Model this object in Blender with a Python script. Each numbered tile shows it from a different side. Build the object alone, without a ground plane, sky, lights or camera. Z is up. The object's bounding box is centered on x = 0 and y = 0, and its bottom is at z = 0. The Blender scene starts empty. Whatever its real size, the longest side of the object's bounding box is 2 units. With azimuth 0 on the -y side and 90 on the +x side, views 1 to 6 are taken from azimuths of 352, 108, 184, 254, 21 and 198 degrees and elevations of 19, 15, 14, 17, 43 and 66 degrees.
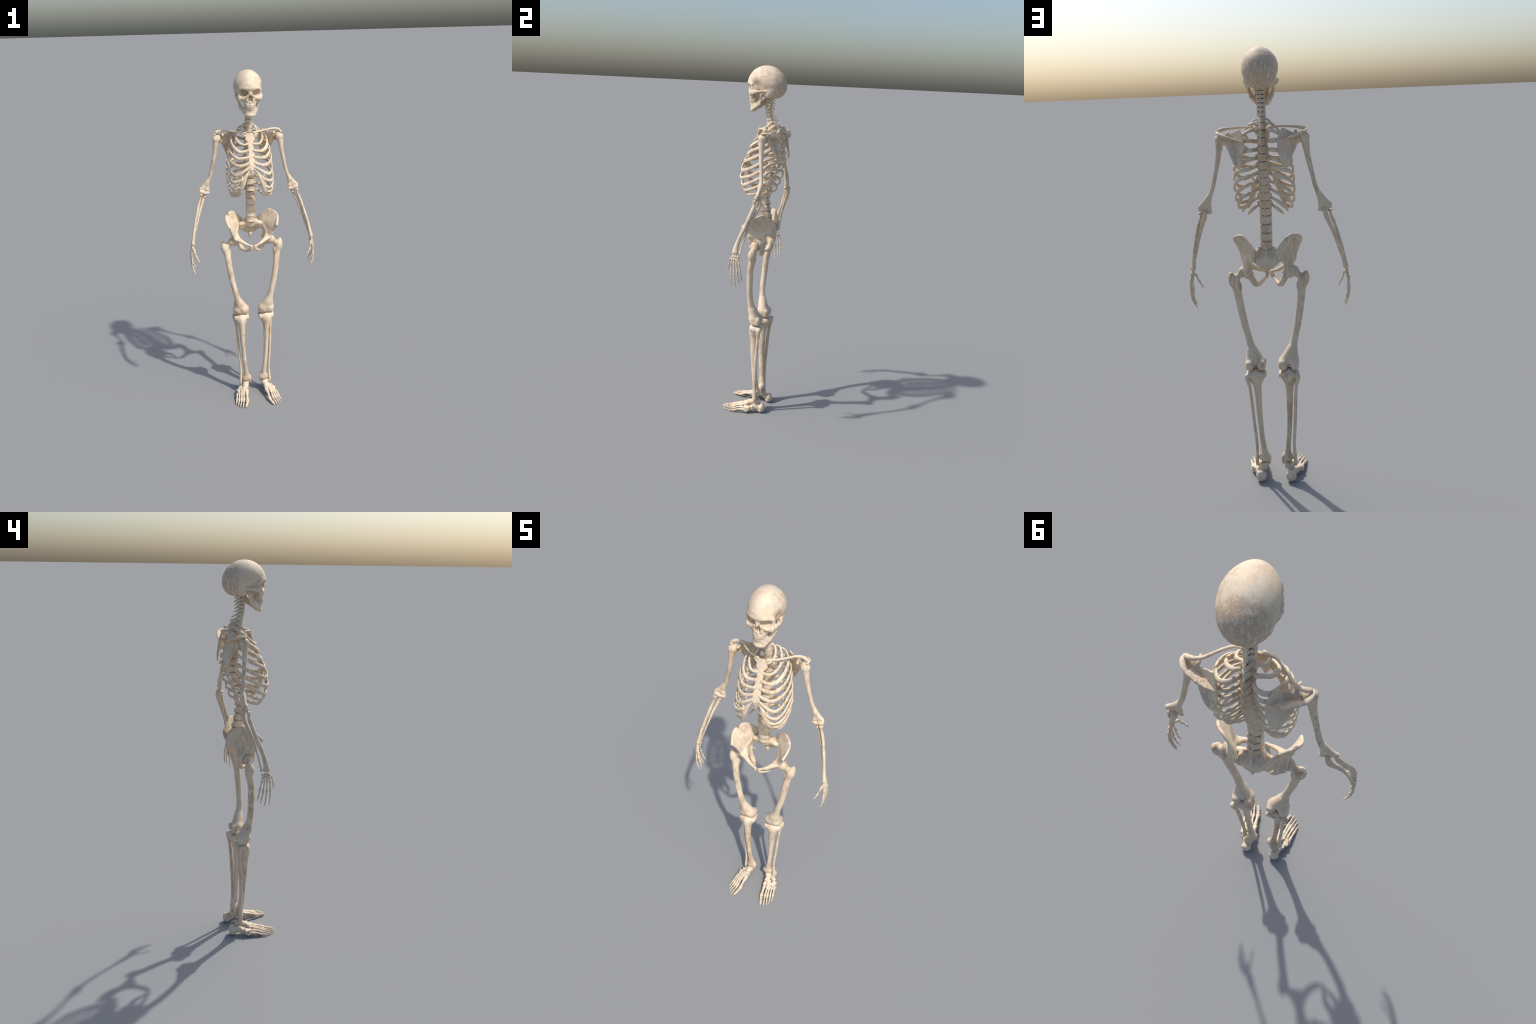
# A standing human skeleton, built bone by bone.
# Massive bones are signed-distance solids (tapered tubes, ellipsoids, thick sheets,
# smoothly joined) meshed with surface nets; ribs and finger bones are swept tubes.
import bpy, math
import numpy as np

V = lambda *a: np.array(a, dtype=np.float64)
# ------------------------------------------------------------------ solids
def smin(a, b, k):
    if k <= 0: return np.minimum(a, b)
    h = np.maximum(k - np.abs(a - b), 0) / k
    return np.minimum(a, b) - h * h * k * .25

def smax(a, b, k): return -smin(-a, -b, k)

def catmull(pts, n):
    """smooth curve through rows of pts (any columns), n steps per span"""
    P = np.asarray(pts, float)
    if len(P) < 3 or n <= 1: return P
    Q = np.vstack([2 * P[0] - P[1], P, 2 * P[-1] - P[-2]])
    out = []
    for i in range(1, len(Q) - 2):
        p0, p1, p2, p3 = Q[i - 1:i + 3]
        for t in np.arange(n) / n:
            out.append(.5 * (2 * p1 + (p2 - p0) * t + (2 * p0 - 5 * p1 + 4 * p2 - p3) * t * t
                             + (3 * p1 - p0 - 3 * p2 + p3) * t ** 3))
    out.append(P[-1])
    return np.array(out)

def rot(deg):
    x, y, z = np.radians(deg)
    Rx = np.array([[1, 0, 0], [0, math.cos(x), -math.sin(x)], [0, math.sin(x), math.cos(x)]])
    Ry = np.array([[math.cos(y), 0, math.sin(y)], [0, 1, 0], [-math.sin(y), 0, math.cos(y)]])
    Rz = np.array([[math.cos(z), -math.sin(z), 0], [math.sin(z), math.cos(z), 0], [0, 0, 1]])
    return Rz @ Ry @ Rx

def seg_dist(P, a, b, ra, rb, flat=None):
    ab = b - a
    L2 = max(float(ab @ ab), 1e-12)
    t = np.clip(((P - a) @ ab) / L2, 0, 1)
    d = P - (a + t[:, None] * ab)
    r = ra + (rb - ra) * t
    l = np.sqrt((d * d).sum(1)) + 1e-9
    if flat is None: return l - r
    n, s = flat
    n = np.asarray(n, float); n = n / np.linalg.norm(n)
    e = d + np.outer((d @ n) * (s - 1), n)
    le = np.sqrt((e * e).sum(1)) + 1e-9
    return (le - r) * l / le

class Solid:
    """list of smooth unions and cuts, evaluated on a grid and meshed"""
    def __init__(s, vox, sym=False):
        s.vox, s.sym, s.ops = vox * 1.3, sym, []
    def _p(s, fn, lo, hi, k, cut): s.ops.append((fn, np.array(lo, float), np.array(hi, float), k, cut))
    def ell(s, c, r, k=.004, deg=None, cut=False):
        c = np.array(c, float); r = np.array(r if np.ndim(r) else (r, r, r), float)
        R = rot(deg) if deg else np.eye(3)
        def fn(P, slot):
            q = (P - c) @ R
            k0 = np.sqrt(((q / r) ** 2).sum(1)) + 1e-9
            k1 = np.sqrt(((q / r ** 2) ** 2).sum(1)) + 1e-9
            return k0 * (k0 - 1) / k1
        m = r.max() if deg else r
        s._p(fn, c - m, c + m, k, cut); return s
    def box(s, c, h, rnd=.003, k=.003, deg=None, cut=False):
        c = np.array(c, float); h = np.array(h, float) - rnd
        R = rot(deg) if deg else np.eye(3)
        def fn(P, slot):
            q = np.abs((P - c) @ R) - h
            return np.sqrt((np.maximum(q, 0) ** 2).sum(1)) + np.minimum(q.max(1), 0) - rnd
        m = (h.max() + rnd) * 1.3 if deg else h + rnd
        s._p(fn, c - m, c + m, k, cut); return s
    def disc(s, c, rx, ry, hz, rnd=.003, k=.003, tilt=0., waist=0., cut=False):
        c = np.array(c, float); R = rot((tilt, 0, 0))
        def fn(P, slot):
            q = (P - c) @ R
            w = 1 - waist * np.clip(1 - (q[:, 2] / hz) ** 2, 0, 1)
            a = (np.sqrt((q[:, 0] / rx) ** 2 + (q[:, 1] / ry) ** 2) - w) * min(rx, ry) + rnd
            b = np.abs(q[:, 2]) - hz + rnd
            return np.minimum(np.maximum(a, b), 0) + np.sqrt(np.maximum(a, 0) ** 2 + np.maximum(b, 0) ** 2) - rnd
        m = V(rx, ry + hz * .4, hz + ry * .4)
        s._p(fn, c - m, c + m, k, cut); return s
    def tube(s, pts, k=.004, n=4, flat=None, cut=False):
        """pts rows: x y z r"""
        Q = catmull(pts, n); C, r = Q[:, :3], np.maximum(Q[:, 3], .0006)
        def fn(P, slot):
            out = np.full(len(P), 1.0)
            for i in range(len(C) - 1):
                rr = max(r[i], r[i + 1]) + k + 4 * s.vox
                lo = np.minimum(C[i], C[i + 1]) - rr; hi = np.maximum(C[i], C[i + 1]) + rr
                m = ((P > lo) & (P < hi)).all(1).nonzero()[0]
                if len(m): out[m] = np.minimum(out[m], seg_dist(P[m], C[i], C[i + 1], r[i], r[i + 1], flat))
            return out
        rm = r[:, None]
        s._p(fn, (C - rm).min(0), (C + rm).max(0), k, cut); return s
    def sheet(s, verts, faces, k=.003, kin=.002, cut=False):
        """verts: name -> (x y z r); faces: triples of names; a thick bent plate"""
        tri = [[np.array(verts[n], float) for n in f] for f in faces]
        A = np.array([v for f in tri for v in f])
        def fn(P, slot):
            out = np.full(len(P), 1.0)
            for f in tri:
                a, b, c = f
                rr = max(a[3], b[3], c[3]) + k + kin + 4 * s.vox
                lo = np.min([q[:3] for q in f], 0) - rr; hi = np.max([q[:3] for q in f], 0) + rr
                m = ((P > lo) & (P < hi)).all(1).nonzero()[0]
                if not len(m): continue
                X = P[m]
                d = np.minimum(np.minimum(seg_dist(X, a[:3], b[:3], a[3], b[3]), seg_dist(X, b[:3], c[:3], b[3], c[3])),
                               seg_dist(X, c[:3], a[:3], c[3], a[3]))
                e1, e2 = b[:3] - a[:3], c[:3] - a[:3]
                nn = np.cross(e1, e2); ar = nn @ nn; w = X - a[:3]
                g = np.cross(e1[None], w) @ nn / ar; be = np.cross(w, e2[None]) @ nn / ar; al = 1 - be - g
                inn = (al >= 0) & (be >= 0) & (g >= 0)
                pd = np.abs(w @ nn) / math.sqrt(ar) - (al * a[3] + be * b[3] + g * c[3])
                d = np.where(inn, np.minimum(d, pd), d)
                out[m] = smin(out[m], d, kin)
            return out
        s._p(fn, (A[:, :3] - A[:, 3:]).min(0), (A[:, :3] + A[:, 3:]).max(0), k, cut); return s
    def patch(s, rows, k=.004, n=12, cut=False):
        """a smooth bent plate: rows of control points (x y z r), curve by curve"""
        R = np.array([catmull(r, n) for r in rows])                 # along each row
        G = np.array([catmull(R[:, j], n) for j in range(R.shape[1])]).reshape(-1, 4)
        def fn(P, slot, ax, shape):
            out = np.full(shape, 1.0); v = s.vox
            o = np.array([a[0] for a in ax])
            for x, y, z, r in G:
                m = r + k + 2 * v; c = V(x, y, z)
                i0 = np.maximum(((c - m - o) / v).astype(int), 0); i1 = np.minimum(((c + m - o) / v).astype(int) + 2, shape)
                a, b, d = [(ax[q][i0[q]:i1[q]] - c[q]) ** 2 for q in range(3)]
                sl = (slice(i0[0], i1[0]), slice(i0[1], i1[1]), slice(i0[2], i1[2]))
                out[sl] = np.minimum(out[sl], np.sqrt(a[:, None, None] + b[None, :, None] + d[None, None, :]) - r)
            return out
        fn.grid = True
        s._p(fn, (G[:, :3] - G[:, 3:]).min(0), (G[:, :3] + G[:, 3:]).max(0), k, cut); return s
    def custom(s, fn, lo, hi, k=.004, cut=False): s._p(lambda P, slot: fn(P), lo, hi, k, cut); return s
    def mesh(s):
        v = s.vox
        adds = [o for o in s.ops if not o[4]]
        lo = np.min([o[1] for o in adds], 0) - 3 * v - .002; hi = np.max([o[2] for o in adds], 0) + 3 * v + .002
        if s.sym: lo[0] = -hi[0]
        n = np.ceil((hi - lo) / v).astype(int) + 1
        ax = [lo[i] + v * np.arange(n[i]) for i in range(3)]
        F = np.full(n, 1.0)
        for slot, (fn, l, h, k, cut) in enumerate(s.ops):
            l = l.copy(); h = h.copy()
            if s.sym: h[0] = max(h[0], -l[0]); l[0] = -h[0]
            m = k + 3 * v
            i0 = np.maximum(np.floor((l - m - lo) / v).astype(int), 0)
            i1 = np.minimum(np.ceil((h + m - lo) / v).astype(int) + 1, n)
            if (i1 <= i0).any(): continue
            sl = tuple(slice(a, b) for a, b in zip(i0, i1))
            if getattr(fn, 'grid', False):
                d = fn(None, slot, [ax[i][sl[i]] for i in range(3)], tuple(i1 - i0))
                F[sl] = smax(F[sl], -d, k) if cut else smin(F[sl], d, k)
                continue
            G = np.meshgrid(*[ax[i][sl[i]] for i in range(3)], indexing='ij')
            P = np.stack([g.ravel() for g in G], 1)
            if s.sym: P[:, 0] = np.abs(P[:, 0])
            d = fn(P, slot).reshape(G[0].shape)
            F[sl] = smax(F[sl], -d, k) if cut else smin(F[sl], d, k)
        return surface_net(F, lo, v)

def surface_net(F, lo, v):
    S = F < 0
    nx, ny, nz = np.array(F.shape) - 1
    cnt = np.zeros((nx, ny, nz)); acc = np.zeros((nx, ny, nz, 3))
    off = [(a, b, c) for a in (0, 1) for b in (0, 1) for c in (0, 1)]
    cs = lambda o: (slice(o[0], o[0] + nx), slice(o[1], o[1] + ny), slice(o[2], o[2] + nz))
    for o in off:
        for d in range(3):
            if o[d]: continue
            p = list(o); p[d] = 1
            a, b = F[cs(o)], F[cs(p)]
            x = S[cs(o)] != S[cs(p)]
            t = np.where(x, a / np.where(x, a - b, 1), 0)
            cnt += x
            for j in range(3):
                acc[..., j] += np.where(x, (t if j == d else o[j]), 0)
    act = cnt > 0
    idx = np.full(act.shape, -1); idx[act] = np.arange(act.sum())
    I = np.argwhere(act)
    verts = lo + v * (I + acc[act] / cnt[act][:, None])
    quads = []
    for d in range(3):
        u, w = (d + 1) % 3, (d + 2) % 3
        sl = [slice(1, -1)] * 3; sl[d] = slice(0, -1)
        sh = list(sl); sh[d] = slice(1, None)
        A, B = S[tuple(sl)], S[tuple(sh)]
        E = np.argwhere(A != B)
        base = E.copy(); base[:, u] += 1; base[:, w] += 1
        flip = ~A[A != B]
        q = []
        for du, dw in ((1, 1), (0, 1), (0, 0), (1, 0)):
            c = base.copy(); c[:, u] -= du; c[:, w] -= dw
            q.append(idx[c[:, 0], c[:, 1], c[:, 2]])
        q = np.stack(q, 1); q[flip] = q[flip][:, ::-1]
        quads.append(q)
    return verts, np.vstack(quads)

def sweep(pts, nseg=12, n=4, updir=None, cap=3):
    """closed tube; pts rows x y z half_thickness half_height; updir(i,C,T)->height direction"""
    Q = catmull(pts, n); C = Q[:, :3]
    T = np.gradient(C, axis=0); T /= np.linalg.norm(T, axis=1)[:, None]
    rows = []
    for i in range(len(Q)):
        h = updir(i / (len(Q) - 1), C[i], T[i]) if updir else (V(0, 0, 1) if abs(T[i][2]) < .9 else V(0, 1, 0))
        h = h - T[i] * (h @ T[i]); h /= np.linalg.norm(h)
        w = np.cross(T[i], h)
        rows.append((C[i], T[i], w, h, Q[i, 3], Q[i, 4]))
    full = []
    for e in range(cap):                                   # rounded ends
        a = (e + .5) / cap * math.pi / 2
        c, t, w, h, rw, rh = rows[0]
        full.append((c - t * math.cos(a) * min(rw, rh), t, w, h, rw * math.sin(a), rh * math.sin(a)))
    full += rows
    for e in range(cap):
        a = (cap - e - .5) / cap * math.pi / 2
        c, t, w, h, rw, rh = rows[-1]
        full.append((c + t * math.cos(a) * min(rw, rh), t, w, h, rw * math.sin(a), rh * math.sin(a)))
    an = np.arange(nseg) / nseg * 2 * math.pi
    vs = np.vstack([c + np.outer(np.cos(an) * rw, w) + np.outer(np.sin(an) * rh, h) for c, t, w, h, rw, rh in full])
    m = len(full); fs = []
    for i in range(m - 1):
        for j in range(nseg):
            a, b = i * nseg + j, i * nseg + (j + 1) % nseg
            fs.append((a, b, b + nseg, a + nseg))
    fs.append(tuple(range(nseg))[::-1]); fs.append(tuple((m - 1) * nseg + j for j in range(nseg)))
    return vs, fs

# ------------------------------------------------------------------ materials
def bone_material(name, stain=.5, streak=(1, 1, .45), pale=.5, seed=0., crown=False):
    m = bpy.data.materials.new(name); m.use_nodes = True
    nt = m.node_tree; N = nt.nodes; Lk = nt.links.new
    bsdf = N['Principled BSDF']
    tc = N.new('ShaderNodeTexCoord')
    def mapping(scale, loc=(0, 0, 0)):
        mp = N.new('ShaderNodeMapping'); mp.inputs['Scale'].default_value = scale
        mp.inputs['Location'].default_value = loc
        Lk(tc.outputs['Object'], mp.inputs['Vector']); return mp.outputs['Vector']
    def noise(vec, scale, detail=4., rough=.55, dist=0.):
        n = N.new('ShaderNodeTexNoise'); n.inputs['Scale'].default_value = scale
        n.inputs['Detail'].default_value = detail; n.inputs['Roughness'].default_value = rough
        n.inputs['Distortion'].default_value = dist
        Lk(vec, n.inputs['Vector']); return n.outputs['Fac']
    def ramp(fac, lo, hi):
        r = N.new('ShaderNodeMapRange'); r.inputs['From Min'].default_value = lo
        r.inputs['From Max'].default_value = hi; r.interpolation_type = 'SMOOTHSTEP'
        Lk(fac, r.inputs['Value']); return r.outputs['Result']
    def mul(a, b):
        x = N.new('ShaderNodeMath'); x.operation = 'MULTIPLY'
        for i, q in enumerate((a, b)):
            if isinstance(q, float): x.inputs[i].default_value = q
            else: Lk(q, x.inputs[i])
        return x.outputs[0]
    def mix(f, a, b):
        x = N.new('ShaderNodeMix'); x.data_type = 'RGBA'
        if isinstance(f, float): x.inputs[0].default_value = f
        else: Lk(f, x.inputs[0])
        for i, q in ((6, a), (7, b)):
            if isinstance(q, tuple): x.inputs[i].default_value = q + (1,)
            else: Lk(q, x.inputs[i])
        return x.outputs[2]
    v1 = mapping((1, 1, 1), (seed, seed * .7, 0)); vs = mapping(streak, (0, seed, seed * 1.3))
    cream, warm, tan, cool = (.70, .607, .475), (.665, .54, .40), (.45, .335, .22), (.66, .635, .565)
    col = mix(ramp(noise(v1, 14, 3), .35, .65), cream, warm)
    col = mix(mul(ramp(noise(vs, 26, 7, .62, .4), .54, .64), pale), col, cool)
    big = ramp(noise(vs, 13, 3), .40, .58)
    fine = ramp(noise(vs, 58, 8, .70, .5), .45, .57)
    col = mix(mul(mul(big, fine), stain), col, tan)
    if crown:                                             # weathered back of the head
        sep = N.new('ShaderNodeSeparateXYZ'); Lk(tc.outputs['Object'], sep.inputs[0])
        wob = N.new('ShaderNodeMath'); wob.operation = 'MULTIPLY_ADD'
        Lk(noise(v1, 22, 4), wob.inputs[0]); wob.inputs[1].default_value = .07; Lk(sep.outputs['Y'], wob.inputs[2])
        back = ramp(wob.outputs[0], .096, .114)
        st = ramp(noise(mapping((1, 1, .45), (seed, 0, 0)), 85, 8, .70, .6), .40, .52)
        col = mix(mul(back, mul(st, .75)), col, (.47, .36, .25))
        col = mix(mul(back, mul(ramp(noise(mapping((1.2, 1, .20)), 95, 5, .55, .4), .58, .65), .6)), col, (.67, .65, .59))
        side = mul(ramp(sep.outputs['X'], .015, .045), mul(ramp(sep.outputs['Z'], 1.912, 1.930), ramp(sep.outputs['Z'], 1.978, 1.958)))
        col = mix(mul(side, mul(ramp(noise(mapping((1, .55, 1), (2.1, 0, 0)), 42, 6, .65, .4), .50, .60), .7)), col, (.52, .385, .26))
    speck = ramp(noise(v1, 240, 3, .6), .30, .75)
    dk = mix(speck, (.90, .88, .85), (1.06, 1.05, 1.04))
    x = N.new('ShaderNodeMix'); x.data_type = 'RGBA'; x.blend_type = 'MULTIPLY'; x.inputs[0].default_value = 1
    Lk(col, x.inputs[6]); Lk(dk, x.inputs[7])
    Lk(x.outputs[2], bsdf.inputs['Base Color'])
    bsdf.inputs['Roughness'].default_value = .62
    bsdf.inputs['Specular IOR Level'].default_value = .3
    b = N.new('ShaderNodeBump'); b.inputs['Strength'].default_value = .12; b.inputs['Distance'].default_value = .002
    Lk(noise(v1, 130, 4, .6), b.inputs['Height']); Lk(b.outputs['Normal'], bsdf.inputs['Normal'])
    return m

MAT = bone_material('bone_ivory', .6, (1, 1, .4), .5, .3)
MAT_SHAFT = bone_material('bone_mottled', .8, (1, 1, .3), .55, 1.7)
MAT_SKULL = bone_material('bone_skull', .45, (1, .6, .8), .5, 4.2, crown=True)
MAT_PALE = bone_material('bone_pale', .45, (1, 1, 1), .4, 2.6)
def plain(name, c, r):
    m = bpy.data.materials.new(name); m.use_nodes = True; nt = m.node_tree
    b = nt.nodes['Principled BSDF']; b.inputs['Roughness'].default_value = r
    n = nt.nodes.new('ShaderNodeTexNoise'); n.inputs['Scale'].default_value = 300
    tc = nt.nodes.new('ShaderNodeTexCoord'); nt.links.new(tc.outputs['Object'], n.inputs['Vector'])
    x = nt.nodes.new('ShaderNodeMix'); x.data_type = 'RGBA'
    x.inputs[6].default_value = c + (1,); x.inputs[7].default_value = tuple(q * .8 for q in c) + (1,)
    nt.links.new(n.outputs['Fac'], x.inputs[0]); nt.links.new(x.outputs[2], b.inputs['Base Color'])
    return m
MAT_TOOTH = plain('tooth_enamel', (.72, .62, .47), .35)

# ------------------------------------------------------------------ objects
COL = bpy.context.scene.collection
root = bpy.data.objects.new('human_skeleton', None); COL.objects.link(root)
root['label'] = 'standing human skeleton of aged cream bone, arms hanging'
root['category'] = 'skeleton'

def make(name, data, mat=MAT, parent=root, mirror=False):
    vs, fs = data
    vs = np.array(vs)
    if mirror: vs = vs * V(-1, 1, 1)
    me = bpy.data.meshes.new(name)
    if isinstance(fs, np.ndarray):
        if mirror: fs = fs[:, ::-1]
        n = len(fs)
        me.vertices.add(len(vs)); me.vertices.foreach_set('co', vs.astype(np.float32).ravel())
        me.loops.add(n * 4); me.loops.foreach_set('vertex_index', np.ascontiguousarray(fs, dtype=np.int32).ravel())
        me.polygons.add(n); me.polygons.foreach_set('loop_start', np.arange(0, 4 * n, 4, dtype=np.int32))
        me.update(calc_edges=True); me.validate()
    else:
        fs = [tuple(int(i) for i in (f[::-1] if mirror else f)) for f in fs]
        me.from_pydata(vs.tolist(), [], fs); me.update()
    me.polygons.foreach_set('use_smooth', [True] * len(me.polygons))
    me.materials.append(mat)
    ob = bpy.data.objects.new(name, me); COL.objects.link(ob); ob.parent = parent
    return ob

def pair(name, data, mat=MAT, parents=None):
    p = parents or (root, root)
    return make(name, data, mat, p[0]), make(name, data, mat, p[1], True)

def merge(parts):
    vs, fs, o = [], [], 0
    for v, f in parts:
        vs.append(np.asarray(v)); fs.append(f + o); o += len(v)
    return np.vstack(vs), np.vstack(fs)

# ================================================================== SKULL
# midline profile of the braincase (y, z), forehead -> crown -> nape -> base
PROFILE = [(-.086, 1.911), (-.085, 1.926), (-.0805, 1.938), (-.074, 1.9515), (-.060, 1.969), (-.042, 1.983), (-.016, 1.9945),
           (.020, 2.0), (.046, 1.9965), (.071, 1.987), (.093, 1.9725), (.111, 1.955), (.124, 1.9305), (.1305, 1.905),
           (.1305, 1.888), (.1275, 1.871), (.1155, 1.8535), (.102, 1.8415), (.080, 1.832), (.055, 1.834), (.025, 1.843),
           (-.005, 1.850), (-.035, 1.860), (-.062, 1.876), (-.079, 1.893)]
C0 = V(.022, 1.912)
_d = np.array(PROFILE) - C0
_an = np.arctan2(_d[:, 1], _d[:, 0]); _rr = np.hypot(_d[:, 0], _d[:, 1])
_o = np.argsort(_an); _an, _rr = _an[_o], _rr[_o]
_fine = np.linspace(-math.pi, math.pi, 721)
_tab = np.interp(_fine, np.r_[_an - 2 * math.pi, _an, _an + 2 * math.pi], np.r_[_rr, _rr, _rr])
_ker = np.hanning(15); _ker /= _ker.sum()
_tab = np.convolve(np.r_[_tab[-40:-1], _tab, _tab[1:40]], _ker, 'same')[39:-39]
def braincase(P):
    y, z = P[:, 1] - C0[0], P[:, 2] - C0[1]
    r = np.hypot(y, z) + 1e-9
    rho = np.interp(np.arctan2(z, y), _fine, _tab)
    f = np.clip((.03 - P[:, 1]) / .11, 0, 1)
    low = np.clip((1.90 - P[:, 2]) / .06, 0, 1)
    a = .0785 * (1 - .10 * f * f) * (1 - .10 * low)
    p = 2.15 - .20 * np.clip((P[:, 2] - 1.93) / .04, 0, 1)
    g = ((P[:, 0] / a) ** p + (r / rho) ** p) ** (1 / p)
    return (g - 1) * np.minimum(rho, .085)

sk = Solid(.0015, sym=True)
sk.custom(braincase, (0, -.09, 1.825), (.082, .134, 2.002))
sk.ell((0, .058, 1.866), (.066, .052, .034), .014)                            # broad flat nape
sk.ell((.054, .042, 1.848), (.012, .018, .018), .014)                        # mastoid
sk.ell((0, -.015, 1.852), (.034, .050, .018), .012)                           # skull base
sk.ell((.079, -.018, 1.878), (.024, .032, .036), .022, cut=True)             # temporal hollow
sk.ell((.030, -.040, 1.882), (.029, .030, .026), .010)                       # walls behind the sockets
sk.tube([(0, -.0765, 1.903, .0070), (.028, -.0715, 1.9055, .0075), (.048, -.0575, 1.9050, .0075), (.0585, -.0475, 1.897, .0058)], .014)
sk.sheet(dict(a=(.0585, -.0465, 1.898, .0050), b=(.0590, -.0450, 1.878, .0050), c=(.0560, -.050, 1.858, .0070), d=(.046, -.025, 1.890, .005), e=(.044, -.022, 1.868, .005)),
         [('a', 'b', 'd'), ('b', 'd', 'e'), ('b', 'c', 'e')], .006, .004)     # outer socket wall
sk.ell((.0495, -.030, 1.872), (.0105, .021, .022), .008)
sk.ell((0, -.047, 1.839), (.0285, .0255, .029), .010)                         # upper jaw
sk.tube([(.0, -.0685, 1.8170, .0060), (.016, -.0645, 1.8170, .0060), (.0250, -.049, 1.8170, .0060), (.0280, -.033, 1.821, .0060)], .012)
sk.sheet(dict(a=(.010, -.0735, 1.886, .0050), b=(.015, -.0715, 1.866, .0050), c=(.017, -.0660, 1.840, .0060), d=(.036, -.0600, 1.852, .0075), e=(.034, -.062, 1.860, .0050),
              f=(.054, -.0500, 1.852, .0085), g=(.020, -.0610, 1.826, .0065), h=(.031, -.0500, 1.834, .0060)),
         [('a', 'b', 'e'), ('b', 'c', 'd'), ('b', 'd', 'e'), ('d', 'e', 'f'), ('c', 'd', 'h'), ('c', 'g', 'h'), ('d', 'f', 'h')], .008, .006)
sk.sheet(dict(a=(.0575, -.0470, 1.862, .0060), b=(.0545, -.0500, 1.845, .0072), c=(.0660, -.0320, 1.864, .0046), d=(.0650, -.0330, 1.853, .0050), e=(.0725, -.0100, 1.864, .0042),
              f=(.0725, -.0100, 1.8595, .0042), g=(.0715, .0140, 1.8645, .0045), h=(.0640, .0370, 1.8640, .0055)),
         [('a', 'b', 'c'), ('b', 'c', 'd'), ('c', 'd', 'e'), ('d', 'e', 'f'), ('e', 'f', 'g'), ('f', 'g', 'h')], .006, .004)      # cheekbone and arch
sk.ell((.0335, -.0640, 1.8830), (.0258, .030, .0190), .004, deg=(6, 8, 20), cut=True)     # eye socket
sk.ell((.0440, -.0720, 1.8810), (.0155, .030, .0168), .005, deg=(6, 12, 10), cut=True)
def nose_hole(P):                                                             # pear-shaped opening
    q = P * V(1, 0, 1)
    d = np.minimum(seg_dist(q, V(0, 0, 1.8620), V(.0060, 0, 1.8425), .0032, .0056), seg_dist(q, V(0, 0, 1.8620), V(0, 0, 1.8440), .0032, .0050))
    return np.maximum(d, P[:, 1] + .058)
sk.custom(nose_hole, (0, -.095, 1.834), (.013, -.056, 1.868), .002, True)
sk.ell((.034, -.0700, 1.838), (.010, .0075, .009), .008, cut=True)            # canine hollow
sk.ell((0, -.0765, 1.881), (.0085, .0065, .0150), .006, deg=(-12, 0, 0))      # nasal bridge
sk.tube([(0, -.0795, 1.884, .0042), (0, -.0855, 1.8715, .0030)], .004)
sk.sheet(dict(a=(0, -.060, 1.858, .0012), b=(0, -.060, 1.836, .0012), c=(0, -.071, 1.834, .0014)), [('a', 'b', 'c')], .002)
sk.tube([(0, -.064, 1.8325, .0045), (0, -.0775, 1.8315, .0020)], .005)                   # nasal spine
sk.ell((.0690, .031, 1.855), (.006, .0045, .0045), .003, cut=True)           # ear hole
cranium = make('cranium', sk.mesh(), MAT_SKULL)

jaw = Solid(.0014, sym=True)
J = dict(c0=(0, -.0575, 1.7605, .0075), c1=(.0220, -.0510, 1.7645, .0072), c2=(.037, -.026, 1.7805, .0055), c3=(.0485, .000, 1.796, .0045),
         c4=(.0530, .0055, 1.813, .0042), c5=(.0565, .0115, 1.838, .0042), c6=(.0570, .0155, 1.853, .0048),
         u0=(0, -.0620, 1.789, .0055), u1=(.0165, -.0580, 1.789, .0055), u2=(.0275, -.036, 1.796, .0056), u3=(.042, -.0155, 1.806, .0042),
         u4=(.0500, -.001, 1.826, .0032), u5=(.0535, .001, 1.850, .0028))
strip = [('c0', 'c1', 'u1'), ('c0', 'u1', 'u0'), ('c1', 'c2', 'u2'), ('c1', 'u2', 'u1'), ('c2', 'c3', 'u3'), ('c2', 'u3', 'u2'),
         ('c3', 'c4', 'u3'), ('c4', 'u4', 'u3'), ('c4', 'c5', 'u4'), ('c5', 'u5', 'u4')]
jaw.sheet(J, strip, .004, .004)
jaw.tube([J['c5'], J['c6']], .003)
jaw.ell((.006, -.0610, 1.7635), (.014, .0065, .0075), .008)
mandible = make('mandible', jaw.mesh(), MAT_PALE)

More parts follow.
